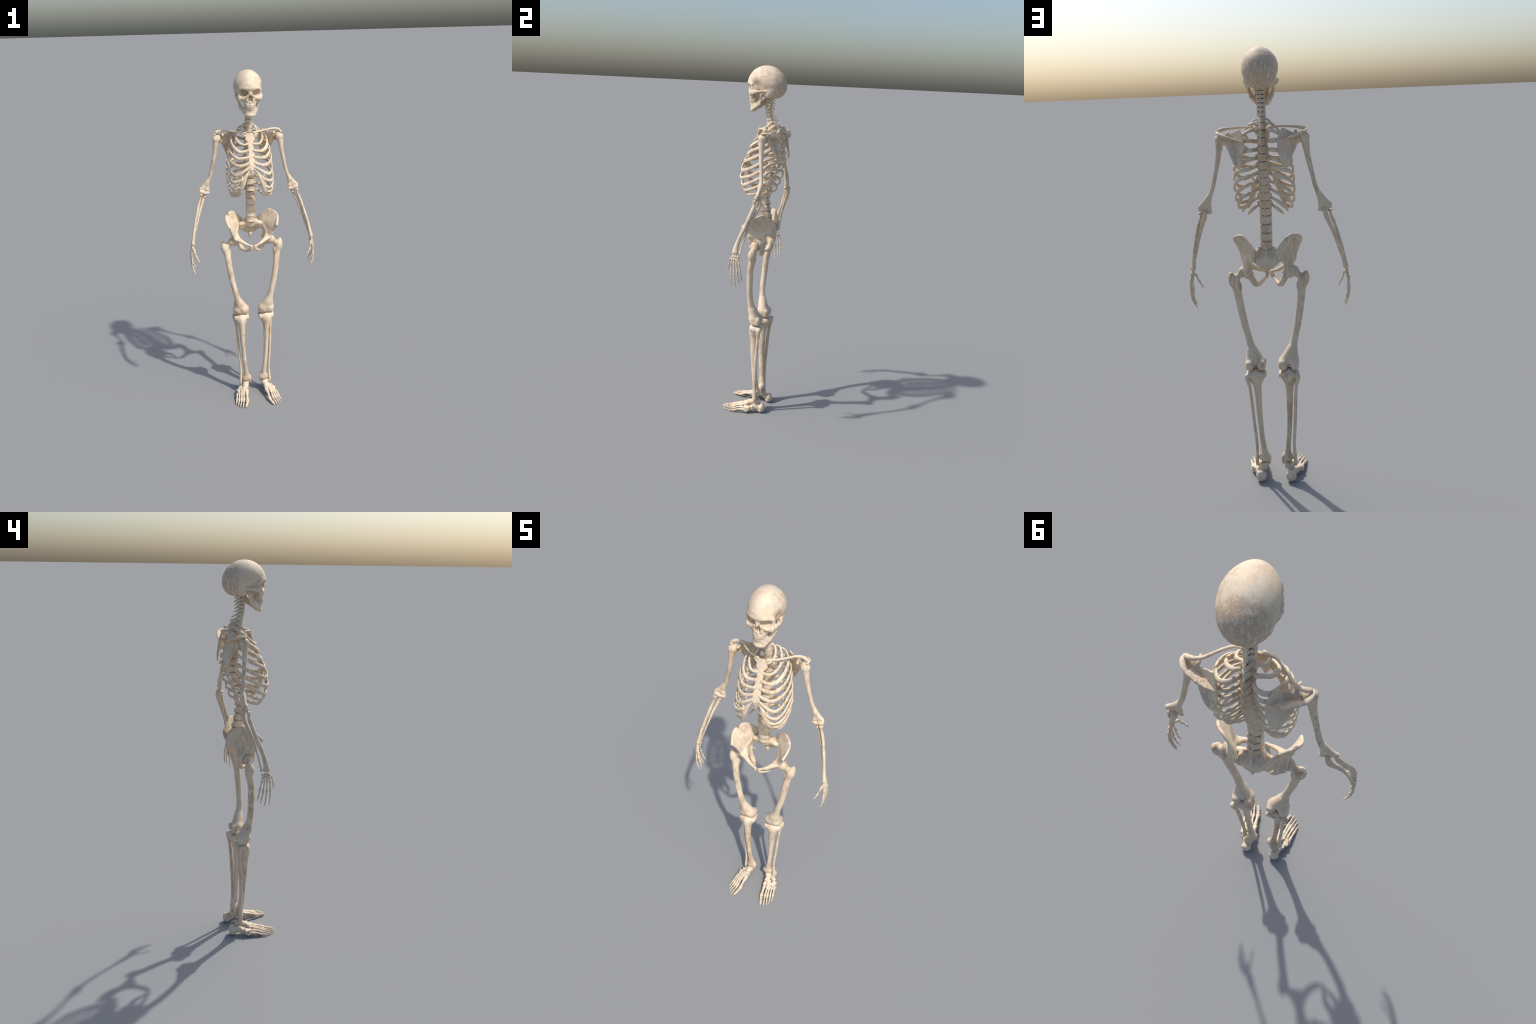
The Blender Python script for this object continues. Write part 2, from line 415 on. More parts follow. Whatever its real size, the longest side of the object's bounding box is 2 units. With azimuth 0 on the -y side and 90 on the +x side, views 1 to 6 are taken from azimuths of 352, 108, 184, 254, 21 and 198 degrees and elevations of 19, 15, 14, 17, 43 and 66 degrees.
def tooth_mesh(h):
    t = Solid(.0008).box((0, 0, 0), (.0027, .0024, h), .0014).box((0, .0005, h * .8), (.0023, .0022, h * .5), .0012)
    return t.mesh()
ARC = catmull([(-.0285, -.032), (-.0265, -.050), (-.017, -.0675), (0, -.0735), (.017, -.0675), (.0265, -.050), (.0285, -.032)], 30)
_s = np.r_[0, np.cumsum(np.hypot(*np.diff(ARC, axis=0).T))]
for zc, up, par, shrink in ((1.8068, 1, cranium, 1.0), (1.7980, -1, mandible, .935)):
    vs, fs = tooth_mesh(.0044)
    me = bpy.data.meshes.new('tooth'); me.from_pydata(vs.tolist(), [], fs.tolist()); me.update()
    me.polygons.foreach_set('use_smooth', [True] * len(me.polygons)); me.materials.append(MAT_TOOTH)
    for i in range(16):
        q = _s[-1] * (i + .5) / 16
        p = V(np.interp(q, _s, ARC[:, 0]), np.interp(q, _s, ARC[:, 1])); e = 1e-3
        t = V(np.interp(q + e, _s, ARC[:, 0]), np.interp(q + e, _s, ARC[:, 1])) - V(np.interp(q - e, _s, ARC[:, 0]), np.interp(q - e, _s, ARC[:, 1]))
        ob = bpy.data.objects.new('tooth', me); COL.objects.link(ob); ob.parent = par
        ob.location = (p[0] * shrink, p[1] * shrink - (.0015 if up < 0 else 0), zc)
        big = 1.15 if abs(i - 7.5) > 4 else 1.0
        ob.rotation_euler = (0 if up > 0 else math.pi, 0, math.atan2(t[1], t[0]))
        ob.scale = (.94 * (1 if up > 0 else .96), big, 1 + .08 * math.sin(i * 2.3))

# ================================================================== SPINE
LEVELS = [1.836, 1.822, 1.806, 1.789, 1.7705, 1.753, 1.733, 1.7105,                # C1..C7
          1.6895, 1.659, 1.6275, 1.594, 1.562, 1.528, 1.4925, 1.459, 1.427, 1.391, 1.3555, 1.320,   # T1..T12
          1.286, 1.2475, 1.209, 1.1735, 1.137]                                                      # L1..L5
TIP = [(.072, 1.8165), (.0735, 1.7975), (.0715, 1.7815), (.0725, 1.767), (.075, 1.7515), (.086, 1.727), (.0945, 1.7110), (.102, 1.685)]
_z = [1.83, 1.80, 1.77, 1.74, 1.70, 1.65, 1.62, 1.58, 1.51, 1.48, 1.45, 1.39, 1.32, 1.285, 1.25, 1.21, 1.176, 1.15]
_y = [.031, .030, .0285, .033, .045, .057, .063, .068, .069, .066, .059, .040, .025, .0225, .0265, .036, .043, .048]
_t = [.072, .074, .073, .080, .099, .114, .121, .1235, .1235, .121, .112, .087, .067, .069, .071, .079, .089, .095]
body_y = lambda z: float(np.interp(-z, [-q for q in _z], _y))
tip_y = lambda z: float(np.interp(-z, [-q for q in _z], _t))
for i in range(24):
    zt, zb = LEVELS[i], LEVELS[i + 1]
    z, h = (zt + zb) / 2, (zt - zb) / 2
    y = body_y(z); ty = tip_y(z)
    tilt = math.degrees(math.atan2(body_y(zt) - body_y(zb), zt - zb))
    if i < 7: rx, ry, w = np.interp(i, [0, 6], [.0195, .0215]), np.interp(i, [0, 5, 6], [.0125, .0125, .0145]), .0175
    elif i < 19: rx, ry, w = np.interp(i, [7, 18], [.0205, .0265]), np.interp(i, [7, 18], [.018, .0235]), np.interp(i, [7, 18], [.0185, .026])
    else: rx, ry, w = .0285, .0235, .0275
    s = Solid(.0012, sym=True)
    s.disc((0, y, z), rx, ry, h - .0005, .0032, .002, -tilt * .8, .13)
    yb = y + ry * .55
    if i < 7:                                            # neck: side masses and a sloping blade
        tipy, tipz = TIP[i]
        s.box((.0120, y + .0135, z - .001), (.0065, .0060, h * .84), .003, .004)
        s.sheet(dict(a=(.011, y + .0165, z + h * .35, .0022), b=(.011, y + .0165, z - h * .40, .0022),
                     c=(0, y + .0235, z + h * .18, .0030), d=(0, y + .0225, z - h * .55, .0030), e=(0, tipy - .002, tipz + .0020, .0024)),
                [('a', 'b', 'c'), ('b', 'c', 'd'), ('c', 'd', 'e')], .002, .002)
    else:                                                # roof-shaped arch with a ridge
        drop = .006 if i < 17 else .003
        ridge_t = z + h * .55 - drop; ridge_b = z - h * .80 - drop * .6
        s.box((w * .45, yb + .004, z), (w * .42, .010, h * .88), .003, .004)
        s.sheet(dict(a=(w - .004, yb + .010, z + h * .70, .003), b=(w - .004, yb + .010, z - h * .80, .003),
                     c=(0, ty - .013, z + h * .66, .003), d=(0, ty - .009, z - h * .80, .003)),
                [('a', 'b', 'c'), ('b', 'c', 'd')], .003, .003)
        s.sheet(dict(a=(.0, ty - .014, ridge_t, .0022), b=(0, ty - .002, ridge_t - h * .5, .0020), c=(0, ty - .0018, ridge_b, .0022),
                     d=(0, ty - .014, z - h * .8, .0022)), [('a', 'b', 'c'), ('a', 'c', 'd')], .003, .002)
        if i < 19: s.ell((w + .002, yb + .008, z + h * .3), (.006, .0055, h * .5), .004)
    make('vertebra', s.mesh(), MAT)

# sacrum and tail bone
s = Solid(.0016, sym=True)
s.disc((0, .060, 1.122), .027, .020, .014, .004, .006, 22)
SA = dict(a=(0, .072, 1.122, .016), b=(.030, .068, 1.126, .013), c=(.058, .066, 1.118, .013), d=(.060, .078, 1.094, .010),
          e=(0, .098, 1.092, .013), f=(.040, .092, 1.078, .008), g=(.024, .100, 1.062, .006), h=(0, .104, 1.058, .009))
s.sheet(SA, [('a', 'b', 'e'), ('b', 'c', 'd'), ('b', 'd', 'e'), ('d', 'e', 'f'), ('e', 'f', 'g'), ('e', 'g', 'h')], .006, .005)
s.tube([(.034, .082, 1.140, .006), (.046, .088, 1.120, .009), (.040, .096, 1.095, .008)], .006)      # back ridges
s.tube([(.0, .098, 1.128, .005), (0, .108, 1.105, .006), (0, .110, 1.075, .004)], .006)
s.ell((.033, .076, 1.141), (.008, .006, .010), .005)
for yy, zz, r in ((.096, 1.046, .0115), (.0985, 1.034, .0090), (.0995, 1.024, .0064), (.0998, 1.0155, .0040)):
    s.ell((0, yy, zz), (r, r * .8, r * .95), .003)
for zz, yy, xx in ((1.112, .098, .020), (1.095, .106, .019), (1.079, .110, .015)):
    s.ell((xx, yy + .004, zz), .0035, .003, cut=True)
make('sacrum', s.mesh(), MAT)

# ================================================================== HIP BONE
s = Solid(.0016)
s.patch([                                                                        # wing, crest downwards, front to back
    [(.1385, -.043, 1.131, .0070), (.1490, -.014, 1.156, .0066), (.1500, .010, 1.177, .0066), (.136, .039, 1.191, .0066), (.109, .0630, 1.1975, .0066), (.078, .085, 1.173, .0066), (.051, .111, 1.138, .0085)],
    [(.1310, -.030, 1.113, .0068), (.1360, -.006, 1.138, .0070), (.1335, .014, 1.156, .0075), (.1205, .039, 1.164, .0075), (.102, .060, 1.162, .0072), (.076, .080, 1.147, .0068), (.053, .108, 1.122, .0085)],
    [(.1230, -.018, 1.096, .0075), (.1220, -.002, 1.109, .0090), (.1160, .017, 1.119, .0105), (.104, .037, 1.125, .0105), (.090, .056, 1.124, .0095), (.074, .073, 1.118, .0085), (.056, .104, 1.108, .0085)],
    [(.1160, -.008, 1.078, .0095), (.1130, .003, 1.075, .0115), (.1080, .015, 1.073, .0125), (.102, .031, 1.073, .0125), (.093, .050, 1.076, .0115), (.082, .069, 1.080, .0095), (.060, .101, 1.097, .0080)]], .006, 10)
HIP = dict(Jn=(.118, -.005, 1.080, .0090), S=(.078, .067, 1.108, .0085), P1=(.096, .028, 1.068, .0105), P2=(.068, -.012, 1.035, .0085), P4=(.100, -.003, 1.046, .0100), H=(.086, .066, 1.080, .009), P3=(.040, -.026, 1.018, .0068))
s.sheet(HIP, [('S', 'H', 'P1'), ('Jn', 'P4', 'P1'), ('P4', 'P2', 'P1'), ('P4', 'P2', 'P3')], .010, .006)
s.ell((.097, .035, 1.032), (.025, .035, .038), .014)                             # socket body
s.tube([(.068, -.012, 1.035, .0085), (.040, -.026, 1.018, .0070), (.009, -.0350, 1.0080, .0066)], .008)
s.tube([(.009, -.0345, 1.005, .0064), (.013, -.030, .990, .0080)], .005, flat=((.4, 1, 0), 1.3))
s.tube([(.010, -.0335, .996, .0062), (.018, -.024, .984, .0074), (.033, .004, .971, .0085), (.047, .034, .967, .0100),
        (.058, .050, .973, .0130), (.070, .056, .992, .0138), (.081, .054, 1.018, .0145)], .008)
s.tube([(.084, .068, 1.064, .012), (.082, .068, 1.040, .012), (.080, .062, 1.010, .012)], .010)  # rear pillar
s.tube([(.078, .073, 1.040, .007), (.062, .082, 1.030, .0022)], .005)            # ischial spine
s.ell((.117, .0275, 1.0255), (.0265, .0265, .0265), .003, cut=True)
s.ell((.129, .0080, 1.0240), (.0250, .0260, .0270), .004, cut=True)
pair('hip_bone', s.mesh(), MAT)

# ================================================================== THIGH AND SHIN
s = Solid(.0018)
s.ell((.1135, .0270, 1.0255), .0250, .003)
s.tube([(.118, .028, 1.022, .0165), (.134, .031, 1.009, .0142), (.152, .032, .995, .017)], .010)
s.tube([(.169, .035, 1.014, .009), (.167, .034, 1.000, .0155), (.159, .030, .975, .0185), (.1485, .025, .940, .0186), (.1425, .0155, .890, .0178),
        (.1355, .0125, .840, .0174), (.1235, .010, .770, .0166), (.111, .010, .715, .0162), (.101, .014, .670, .0182), (.0945, .018, .648, .0218),
        (.087, .022, .625, .0265), (.080, .030, .600, .029)], .010)
s.ell((.170, .038, 1.012), (.0095, .013, .0145), .012)
s.ell((.164, .029, .984), (.016, .021, .022), .018)
s.ell((.136, .034, .958), (.010, .009, .020), .018)                              # lesser trochanter
s.box((.0500, .044, .579), (.0195, .0285, .0255), .0175, .014)
s.box((.1050, .045, .578), (.0195, .0285, .0245), .0175, .014)
s.ell((.0780, .022, .588), (.040, .022, .027), .012)
s.tube([(.0920, .021, .645, .0200), (.0680, .030, .612, .0210), (.0520, .036, .592, .0215)], .010)
s.tube([(.1000, .021, .640, .0170), (.1050, .034, .597, .0200)], .010)
s.ell((.0775, .084, .558), (.0100, .027, .020), .008, cut=True)                  # gap between condyles
s.ell((.0790, -.006, .566), (.012, .012, .024), .014, cut=True)                  # kneecap groove
pair('femur', s.mesh(), MAT_SHAFT)

s = Solid(.0018)
s.box((.0560, .046, .534), (.0260, .032, .0130), .010, .008)
s.box((.0985, .047, .533), (.0240, .032, .0130), .010, .008)
s.ell((.0765, .042, .526), (.0445, .0300, .0270), .010)
s.ell((.0775, .038, .512), (.0350, .0270, .0380), .012)
s.tube([(.0770, .041, .524, .036), (.0780, .037, .505, .0320), (.0765, .035, .475, .0262), (.0750, .0335, .440, .0222), (.0738, .0335, .385, .0195),
        (.0722, .0345, .330, .0172), (.0680, .0390, .260, .0158), (.0640, .0425, .205, .0152), (.0580, .048, .155, .0172),
        (.0550, .053, .120, .0215)], .010, flat=((1, 0, 0), 1.24))
s.tube([(.0790, .014, .522, .010), (.0790, .013, .505, .010), (.078, .018, .470, .008), (.075, .0235, .40, .005)], .010)   # shin crest
s.ell((.0540, .054, .1040), (.0285, .0225, .0250), .010)
s.tube([(.0350, .052, .100, .0105), (.0335, .054, .078, .0072), (.0345, .0550, .0700, .0050)], .006)
s.ell((.0775, .054, .5470), (.0095, .018, .0150), .004)
s.box((.062, .053, .078), (.0215, .030, .006), .004, .003, cut=True)
pair('tibia', s.mesh(), MAT_SHAFT)

s = Solid(.0013)
s.tube([(.1185, .0700, .5270, .0150), (.1165, .0690, .510, .0135), (.1090, .0665, .475, .0095), (.1035, .0600, .400, .0098), (.1005, .0560, .330, .0102),
        (.0950, .0535, .250, .0096), (.0900, .0535, .170, .0092), (.0910, .0540, .115, .0105), (.0930, .0545, .085, .0115), (.0935, .0545, .067, .0085)], .004, flat=((1, 0, 0), 1.28))
s.ell((.1180, .0750, .536), (.0095, .009, .0075), .005)
pair('fibula', s.mesh(), MAT)

# ================================================================== FOOT
def rod(a, b, r0, rm, r1, bend=(0, 0, 0), squash=.85, mid=None):
    """a small long bone: flared ends, slim shaft"""
    a, b = np.array(a, float), np.array(b, float); bend = np.array(bend, float)
    L = np.linalg.norm(b - a); t = (b - a) / L
    a2, b2 = a + t * r0 * squash * .55, b - t * r1 * squash * .55
    P = []
    for u, r in ((0, r0 * .92), (.14, r0), (.34, rm * 1.08), (.55, rm), (.72, rm * 1.1), (.88, r1), (1, r1 * .95)):
        c = a2 + (b2 - a2) * u + bend * 4 * u * (1 - u)
        P.append((*c, r, r * squash))
    return sweep(P, 12, 2)

f = Solid(.0013)                                                               # midfoot block
f.box((.0710, .0135, .0470), (.0215, .0110, .0140), .009, .003, deg=(0, 14, -8))      # navicular
mid = f.mesh()
def blob(*boxes):
    q = Solid(.0012)
    for c, h, d, rr in boxes: q.box(c, h, rr, .004, d)
    return q.mesh()
cub = blob(((.1080, .0170, .0260), (.0135, .0200, .0135), (0, 12, -12), .006))
cu1 = blob(((.0635, -.0080, .0370), (.0105, .0130, .0125), (12, 0, -6), .005))
cu2 = blob(((.0805, -.0045, .0430), (.0070, .0100, .0090), (12, 8, -8), .004))
cu3 = blob(((.0935, -.0010, .0390), (.0065, .0120, .0095), (12, 16, -10), .004))
foot = pair('foot', merge([mid, cub, cu1, cu2, cu3]), MAT_PALE)
q = Solid(.0015)
q.tube([(.0720, .0930, .0230, .0215), (.0755, .0830, .0285, .0195), (.0850, .0640, .0310, .0160), (.0945, .0470, .0300, .0145)], .006, flat=((1, .2, 0), 1.18))
q.ell((.0715, .0980, .0300), (.0255, .0170, .0255), .006)
q.ell((.0725, .0925, .0130), (.0225, .0180, .0130), .006)
q.ell((.0760, .0640, .0450), (.0160, .0180, .0110), .006)
q.box((.0965, .0450, .0300), (.0130, .0100, .0150), .005, .006, deg=(0, 10, -12))
q.tube([(.0760, .058, .040, .010), (.060, .055, .043, .0065)], .006)
pair('heel_bone', q.mesh(), MAT_PALE, foot)
q = Solid(.0014)
q.box((.0600, .0560, .0640), (.0180, .0200, .0160), .010, .006)
q.tube([(.0620, .0500, .0600, .0175), (.0650, .0380, .0550, .0165), (.0680, .0300, .0510, .0160)], .006)
q.tube([(.0610, .062, .060, .012), (.0640, .0790, .0520, .0080)], .006)
pair('ankle_bone', q.mesh(), MAT_PALE, foot)

METATARSAL = [((.0650, -.0190, .0370), (.0712, -.0900, .0135), .0100, .0068, .0110), ((.0840, -.0130, .0410), (.0930, -.0855, .0155), .0085, .0052, .0070),
              ((.0955, -.0115, .0375), (.1075, -.0805, .0155), .0082, .0052, .0068), ((.1085, -.0060, .0300), (.1215, -.0705, .0130), .0080, .0050, .0066),
              ((.1225, .0000, .0220), (.1345, -.0590, .0095), .0080, .0050, .0062)]
TIPS = [(.0885, -.1390, .0058), (.1075, -.1420, .0045), (.1210, -.1295, .0045), (.1317, -.1145, .0040), (.1413, -.0925, .0040)]
for i, (a, b, r0, rm, r1) in enumerate(METATARSAL):
    pair('metatarsal', rod(a, b, r0, rm, r1, (0, 0, .004)), MAT_PALE, foot)
    b = np.array(b); t = np.array(TIPS[i])
    if i == 0:
        joints = [b + V(.001, -.001, 0), b + (t - b) * .60 + V(-.001, 0, .001), t]; rad = [(.0100, .0064, .0090), (.0096, .0054, .0058)]
    else:
        joints = [b + V(0, -.001, 0), b + (t - b) * .52 + V(0, 0, .0025), b + (t - b) * .74 + V(0, 0, .0010), t]
        rad = [(.0058, .0031, .0047), (.0046, .0027, .0040), (.0037, .0020, .0016)]
    for j, (ra, rm, rb) in enumerate(rad):
        p, e = joints[j], joints[j + 1]
        g = (e - p) / np.linalg.norm(e - p) * .0004
        pair('toe_bone', rod(p + g, e - (g if j < len(rad) - 1 else 0), ra, rm, rb), MAT_PALE, foot)
pair('metatarsal_spur', sweep([(.1225, -.006, .0225, .0072, .0070), (.1240, .006, .0190, .0070, .0070), (.1250, .020, .0115, .0045, .0045)], 12, 3), MAT_PALE, foot)

# ================================================================== CHEST
def rib_up(twist):
    def up(u, c, t):
        h = V(0, 0, 1) - t * t[2]; h /= np.linalg.norm(h) + 1e-9      # flat side stands upright
        n = np.cross(t, h); n = n if n @ V(c[0], c[1] - .03, 0) > 0 else -n
        a = twist * (1 - .35 * u)
        return h * math.cos(a) - n * math.sin(a)
    return up

RIBS = [  # centre lines from spine to breastbone; half height; roll of the flat side
    ([(.018, .062, 1.7045), (.034, .056, 1.6955), (.043, .040, 1.6770), (.046, .021, 1.6680), (.041, .002, 1.6560), (.026, -.009, 1.6450)], .0058, 1.0),
    ([(.018, .078, 1.684), (.034, .087, 1.687), (.050, .080, 1.682), (.0655, .062, 1.662), (.0755, .035, 1.644), (.0725, .008, 1.624),
      (.057, -.016, 1.606), (.037, -.029, 1.600), (.015, -.030, 1.603)], .0066, .95),
    ([(.019, .084, 1.655), (.041, .114, 1.660), (.074, .108, 1.645), (.098, .066, 1.631), (.102, .020, 1.606), (.092, -.015, 1.585),
      (.075, -.035, 1.569), (.053, -.043, 1.563), (.015, -.048, 1.569)], .0072, .6),
    ([(.020, .086, 1.613), (.044, .117, 1.617), (.071, .117, 1.615), (.108, .080, 1.591), (.1155, .030, 1.570), (.109, -.012, 1.551),
      (.090, -.040, 1.534), (.070, -.052, 1.527), (.040, -.059, 1.529), (.015, -.060, 1.5345)], .0072, .2),
    ([(.021, .087, 1.577), (.045, .117, 1.578), (.069, .119, 1.574), (.108, .090, 1.560), (.1225, .038, 1.532), (.1185, -.008, 1.511),
      (.098, -.048, 1.494), (.070, -.069, 1.487), (.042, -.074, 1.494), (.015, -.073, 1.504)], .0074, .1),
    ([(.021, .087, 1.541), (.050, .121, 1.540), (.077, .121, 1.528), (.100, .103, 1.520), (.1255, .064, 1.501), (.1275, .040, 1.487), (.1215, -.011, 1.458),
      (.110, -.050, 1.443), (.094, -.072, 1.438), (.066, -.083, 1.449), (.040, -.084, 1.466), (.014, -.0815, 1.480)], .0072, .05),
    ([(.021, .086, 1.508), (.058, .127, 1.500), (.090, .116, 1.492), (.114, .092, 1.484), (.1285, .060, 1.458), (.1305, .044, 1.447), (.1255, -.010, 1.416),
      (.117, -.050, 1.403), (.104, -.074, 1.400), (.078, -.086, 1.406), (.056, -.087, 1.417)], .0070, 0),
    ([(.021, .080, 1.476), (.059, .121, 1.469), (.085, .115, 1.460), (.106, .101, 1.452), (.126, .074, 1.430), (.1315, .045, 1.408), (.1265, -.010, 1.379),
      (.114, -.045, 1.364), (.095, -.066, 1.3595), (.074, -.079, 1.369)], .0068, 0),
    ([(.022, .072, 1.440), (.060, .112, 1.433), (.100, .103, 1.409), (.118, .086, 1.392), (.1285, .044, 1.368), (.1265, .008, 1.349), (.118, -.023, 1.337),
      (.104, -.046, 1.332), (.083, -.060, 1.337)], .0064, 0),
    ([(.024, .060, 1.406), (.057, .096, 1.393), (.096, .090, 1.374), (.111, .080, 1.357), (.1195, .035, 1.329), (.1165, .000, 1.316), (.106, -.027, 1.311),
      (.086, -.043, 1.317)], .0064, 0),
    ([(.024, .050, 1.368), (.056, .080, 1.355), (.083, .078, 1.331), (.098, .057, 1.310), (.100, .028, 1.301)], .0066, 0),
    ([(.026, .044, 1.335), (.050, .058, 1.3205), (.071, .048, 1.300), (.0800, .020, 1.287)], .0064, 0)]
for i, (pts, hh, tw) in enumerate(RIBS):
    m = len(pts); rows = []
    for j, p in enumerate(pts):
        u = j / (m - 1)
        w = .0043 + .0008 * u; q = hh * (1.24 if i > 1 else 1.08)
        if 1 < i < 9: q *= 1 + .16 * math.exp(-((u - .72) / .16) ** 2)
        if i < 10 and j >= m - 2: w *= 1.05; q *= .90
        if i >= 10: taper = 1 - .60 * u ** 3; w *= taper; q *= taper
        if j == 0: q *= .75
        rows.append((*p, w, q))
    pair('rib', sweep(rows, 12, 5, rib_up(tw)), MAT)

s = Solid(.0014)                                                             # fused cartilage of the lower ribs
s.tube([(.013, -.0830, 1.469, .0058), (.028, -.0825, 1.449, .0062), (.0425, -.0835, 1.425, .0120), (.0575, -.0840, 1.390, .0150), (.0700, -.0700, 1.345, .0125),
        (.0800, -.0500, 1.319, .0080), (.0830, -.0400, 1.306, .0030)], .004, flat=((.35, -.93, -.1), 1.9))
s.tube([(.080, -.050, 1.318, .0065), (.093, -.030, 1.309, .0050), (.098, -.012, 1.307, .0030)], .006, flat=((.6, -.8, 0), 1.5))
s.tube([(.070, -.083, 1.447, .004), (.060, -.084, 1.428, .005), (.058, -.086, 1.410, .004)], .006, flat=((.35, -.93, -.1), 1.5))
pair('costal_cartilage', s.mesh(), MAT)

s = Solid(.0014, sym=True)
ST = dict(a=(0, -.0045, 1.6530, .0065), b=(.0165, -.0040, 1.6540, .0050), b2=(.0215, -.0070, 1.645, .0050), c=(.0215, -.0135, 1.625, .0055), d=(.0075, -.0215, 1.609, .0065), e=(0, -.0215, 1.610, .0065),
          f=(.0095, -.0310, 1.588, .0065), g=(0, -.031, 1.588, .0070), h=(.0120, -.0500, 1.541, .0065), i=(0, -.050, 1.541, .0075),
          j=(.0142, -.0690, 1.494, .0060), k=(0, -.069, 1.494, .0070), l=(.0105, -.0770, 1.468, .0055), m=(0, -.077, 1.468, .0060), n=(0, -.0765, 1.437, .0038))
s.sheet(ST, [('a', 'b', 'b2'), ('a', 'b2', 'c'), ('a', 'c', 'e'), ('c', 'd', 'e'), ('e', 'd', 'f'), ('e', 'f', 'g'), ('g', 'f', 'h'), ('g', 'h', 'i'), ('i', 'h', 'j'), ('i', 'j', 'k'),
             ('k', 'j', 'l'), ('k', 'l', 'm'), ('m', 'l', 'n')], .003, .003)
make('sternum', s.mesh(), MAT_PALE)

s = Solid(.0013)
s.tube([(.0235, -.0060, 1.6600, .0078), (.033, -.002, 1.6620, .0064), (.046, .0015, 1.6645, .0054), (.064, .0065, 1.6675, .0050), (.090, .0265, 1.6690, .0050),
        (.112, .0485, 1.6690, .0052), (.134, .0685, 1.6685, .0056), (.156, .0765, 1.6670, .0074), (.172, .0755, 1.6640, .0084), (.1805, .0710, 1.6610, .0076)], .003, 4)
pair('clavicle', s.mesh(), MAT_PALE)

# shoulder blade
s = Solid(.0013)
s.patch([                                                                        # blade, top border downwards, medial to lateral
    [(.0910, .1020, 1.6635, .0032), (.1100, .0930, 1.6550, .0026), (.1300, .0870, 1.6430, .0032), (.1480, .0870, 1.6310, .0070)],
    [(.0750, .1220, 1.6330, .0032), (.1000, .1070, 1.6280, .0024), (.1270, .0970, 1.6200, .0032), (.1500, .0900, 1.6120, .0080)],
    [(.0715, .1325, 1.5990, .0032), (.0950, .1180, 1.5930, .0024), (.1190, .1075, 1.5890, .0030), (.1420, .0990, 1.5890, .0065)],
    [(.0760, .1370, 1.5610, .0032), (.0940, .1280, 1.5570, .0026), (.1120, .1210, 1.5560, .0032), (.1285, .1155, 1.5590, .0058)],
    [(.0845, .1380, 1.5280, .0034), (.0950, .1335, 1.5260, .0032), (.1060, .1300, 1.5260, .0038), (.1165, .1270, 1.5300, .0055)],
    [(.0925, .1345, 1.5065, .0040), (.0950, .1340, 1.5060, .0040), (.0985, .1330, 1.5065, .0040), (.1020, .1320, 1.5085, .0042)]], .004, 12)
s.ell((.1565, .0840, 1.6170), (.0085, .0125, .0190), .006, deg=(0, -12, -20))
s.ell((.1720, .0685, 1.6250), .0245, .003, cut=True)
s.sheet(dict(a=(.0790, .1290, 1.6130, .0028), b=(.1050, .1310, 1.6230, .0034), b2=(.1080, .1080, 1.6220, .003), c=(.1350, .1265, 1.6330, .0042), c2=(.1380, .0980, 1.6280, .003),
             d=(.1620, .1150, 1.6400, .0052), d2=(.1580, .0920, 1.6360, .0035)),
        [('a', 'b', 'b2'), ('b', 'c', 'b2'), ('c', 'c2', 'b2'), ('c', 'd', 'c2'), ('d', 'd2', 'c2')], .004, .003)
s.tube([(.158, .115, 1.6390, .0062), (.177, .1030, 1.6470, .0090), (.1875, .0830, 1.6515, .0092), (.1885, .0640, 1.6495, .0065)], .005, flat=((-.3, 0, 1), 1.5))
s.tube([(.148, .086, 1.634, .0070), (.1440, .0720, 1.648, .0062), (.1445, .0600, 1.6500, .0055), (.1460, .0500, 1.6460, .0062)], .005)
pair('scapula', s.mesh(), MAT)

# ================================================================== ARM
s = Solid(.0015)
s.ell((.1735, .0690, 1.6255), (.0205, .0215, .0215), .006)
s.ell((.1880, .0640, 1.6240), (.0150, .0180, .0180), .008)
s.tube([(.1820, .0660, 1.6200, .0190), (.1865, .0655, 1.5900, .0160), (.1905, .0665, 1.5620, .0130), (.1965, .0690, 1.5280, .0118), (.2040, .0730, 1.4950, .0105),
        (.2110, .0770, 1.4640, .0098), (.2220, .0830, 1.4200, .0098), (.2330, .0865, 1.3900, .0105), (.2450, .0865, 1.3650, .0110)], .006)
s.sheet(dict(a=(.2400, .0870, 1.3800, .0090), b=(.2400, .0850, 1.3300, .0075), c=(.2820, .0850, 1.3380, .0075), d=(.2600, .0860, 1.3500, .0080)),
        [('a', 'b', 'd'), ('a', 'd', 'c'), ('b', 'd', 'c')], .010, .006)
s.tube([(.2380, .0840, 1.3120, .0065), (.2480, .0820, 1.3130, .0095), (.2600, .0800, 1.3140, .0088), (.2720, .0780, 1.3200, .0095), (.2830, .0780, 1.3230, .0088)], .006)
s.ell((.2365, .0860, 1.3145), (.0075, .0075, .0075), .004)
s.ell((.2860, .0830, 1.3280), (.0060, .0075, .0095), .005)
s.ell((.2600, .0980, 1.3300), (.0090, .0080, .0100), .005, cut=True)
pair('humerus', s.mesh(), MAT_SHAFT)

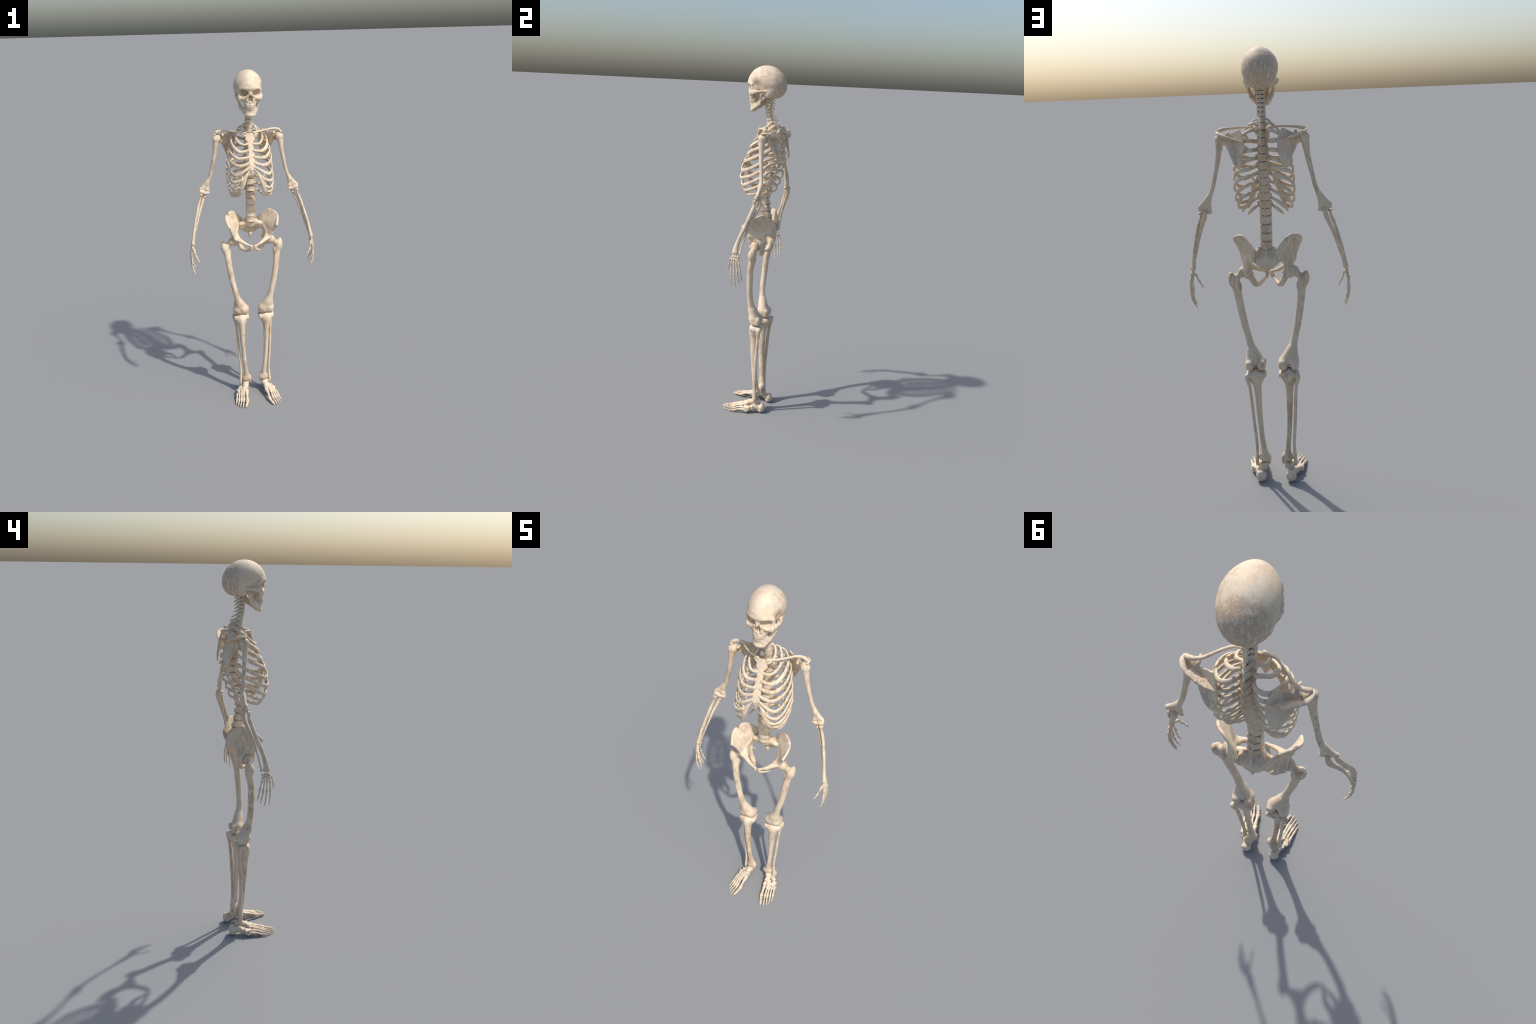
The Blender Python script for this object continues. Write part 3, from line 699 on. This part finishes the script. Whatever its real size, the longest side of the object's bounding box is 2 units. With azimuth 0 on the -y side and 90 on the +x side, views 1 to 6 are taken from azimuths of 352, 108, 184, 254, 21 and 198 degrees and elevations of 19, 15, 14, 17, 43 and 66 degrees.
s = Solid(.0012)
s.disc((.2830, .0715, 1.3065), .0105, .0105, .0050, .0025, .003)
s.tube([(.2835, .0710, 1.3000, .0075), (.2860, .0700, 1.2850, .0076), (.2915, .0690, 1.2720, .0096), (.3005, .0620, 1.2480, .0098), (.3085, .0530, 1.2200, .0102),
        (.3210, .0370, 1.1740, .0106), (.3310, .0220, 1.1350, .0106), (.3385, .0100, 1.1000, .0108), (.3445, .0010, 1.0650, .0130), (.3485, -.0010, 1.0430, .0155)], .003, flat=((1, .2, 0), 1.32))
s.ell((.3495, -.0010, 1.0380), (.0115, .0175, .0150), .004)
s.box((.35, 0, 1.018), (.03, .03, .0105), .002, .002, cut=True)
pair('radius', s.mesh(), MAT)
s = Solid(.0012)
s.tube([(.2620, .0950, 1.3080, .0110), (.2645, .0940, 1.2920, .0122), (.2725, .0890, 1.2700, .0112), (.2840, .0785, 1.2400, .0096), (.2930, .0690, 1.2170, .0088), (.3050, .0565, 1.1800, .0078),
        (.3130, .0470, 1.1500, .0062), (.3285, .0350, 1.1000, .0058), (.3420, .0265, 1.0520, .0052), (.3475, .0240, 1.0330, .0062)], .003, flat=((1, -.3, 0), 1.2))
s.tube([(.2620, .0900, 1.2900, .008), (.2610, .0800, 1.2900, .0050)], .004)
s.tube([(.2615, .0950, 1.3120, .008), (.2610, .0880, 1.3180, .0055)], .004)
pair('ulna', s.mesh(), MAT)

# ================================================================== HAND
X = .3555
car = Solid(.0009)
parts = []
for c, r, d in (((X - .003, -.0105, 1.0165), (.0060, .0085, .0065), (25, 0, 0)), ((X, .0045, 1.0180), (.0062, .0065, .0062), None), ((X, .0155, 1.0140), (.0056, .0060, .0070), None),
                ((X - .008, .0195, 1.0130), (.0042, .0046, .0050), None), ((X - .008, -.0200, 1.0070), (.0068, .0058, .0065), None), ((X, -.0140, 1.0000), (.0055, .0055, .0070), None),
                ((X + .001, -.0035, 1.0030), (.0062, .0058, .0092), None), ((X, .0085, 1.0020), (.0065, .0075, .0070), (-25, 0, 0)), ((X, .0185, .9990), (.0060, .0065, .0065), None)):
    r = np.array(r) * 1.12
    parts.append(Solid(.0010).ell(c, r, .002, d).box(c, np.array(r) * .82, .003, .002, d).mesh())
hand = pair('hand', merge(parts), MAT_PALE)
RAYS = [  # joints: wrist end, knuckle, middle joint, last joint, tip
    [(.3400, -.0275, 1.0040), (.3270, -.0415, .9620), (.3165, -.0460, .9415), (.3105, -.0463, .9275)],
    [(.3535, -.0155, .9920), (.3535, -.0190, .9290), (.3535, -.0180, .8975), (.3475, -.0180, .8740), (.3385, -.0180, .8565)],
    [(.3560, -.0020, .9925), (.3575, .0012, .9270), (.3545, .0035, .8920), (.3470, .0045, .8690), (.3362, .0058, .8490)],
    [(.3570, .0110, .9925), (.3580, .0190, .9300), (.3535, .0240, .8980), (.3460, .0255, .8800), (.3352, .0262, .8655)],
    [(.3555, .0240, .9900), (.3550, .0350, .9390), (.3460, .0375, .9080), (.3400, .0390, .8930), (.3318, .0403, .8795)]]
for i, J in enumerate(RAYS):
    J = [np.array(j) + V(.0045, 0, 0) for j in J]
    for k in range(len(J) - 1):
        a, b = J[k], J[k + 1]; g = (b - a) / np.linalg.norm(b - a) * .0002
        last = k == len(J) - 2
        if k == 0: r = (.0061, .0037, .0062); nm = 'metacarpal'
        else:
            r = ((.0055, .0033, .0048), (.0047, .0028, .0041), (.0039, .0021, .0017))[min(k - 1 + (1 if i == 0 and k == 2 else 0), 2)]; nm = 'finger_bone'
        pair(nm, rod(a + g, b - (0 if last else g), *r, bend=(.0015, 0, 0)), MAT_PALE, hand)
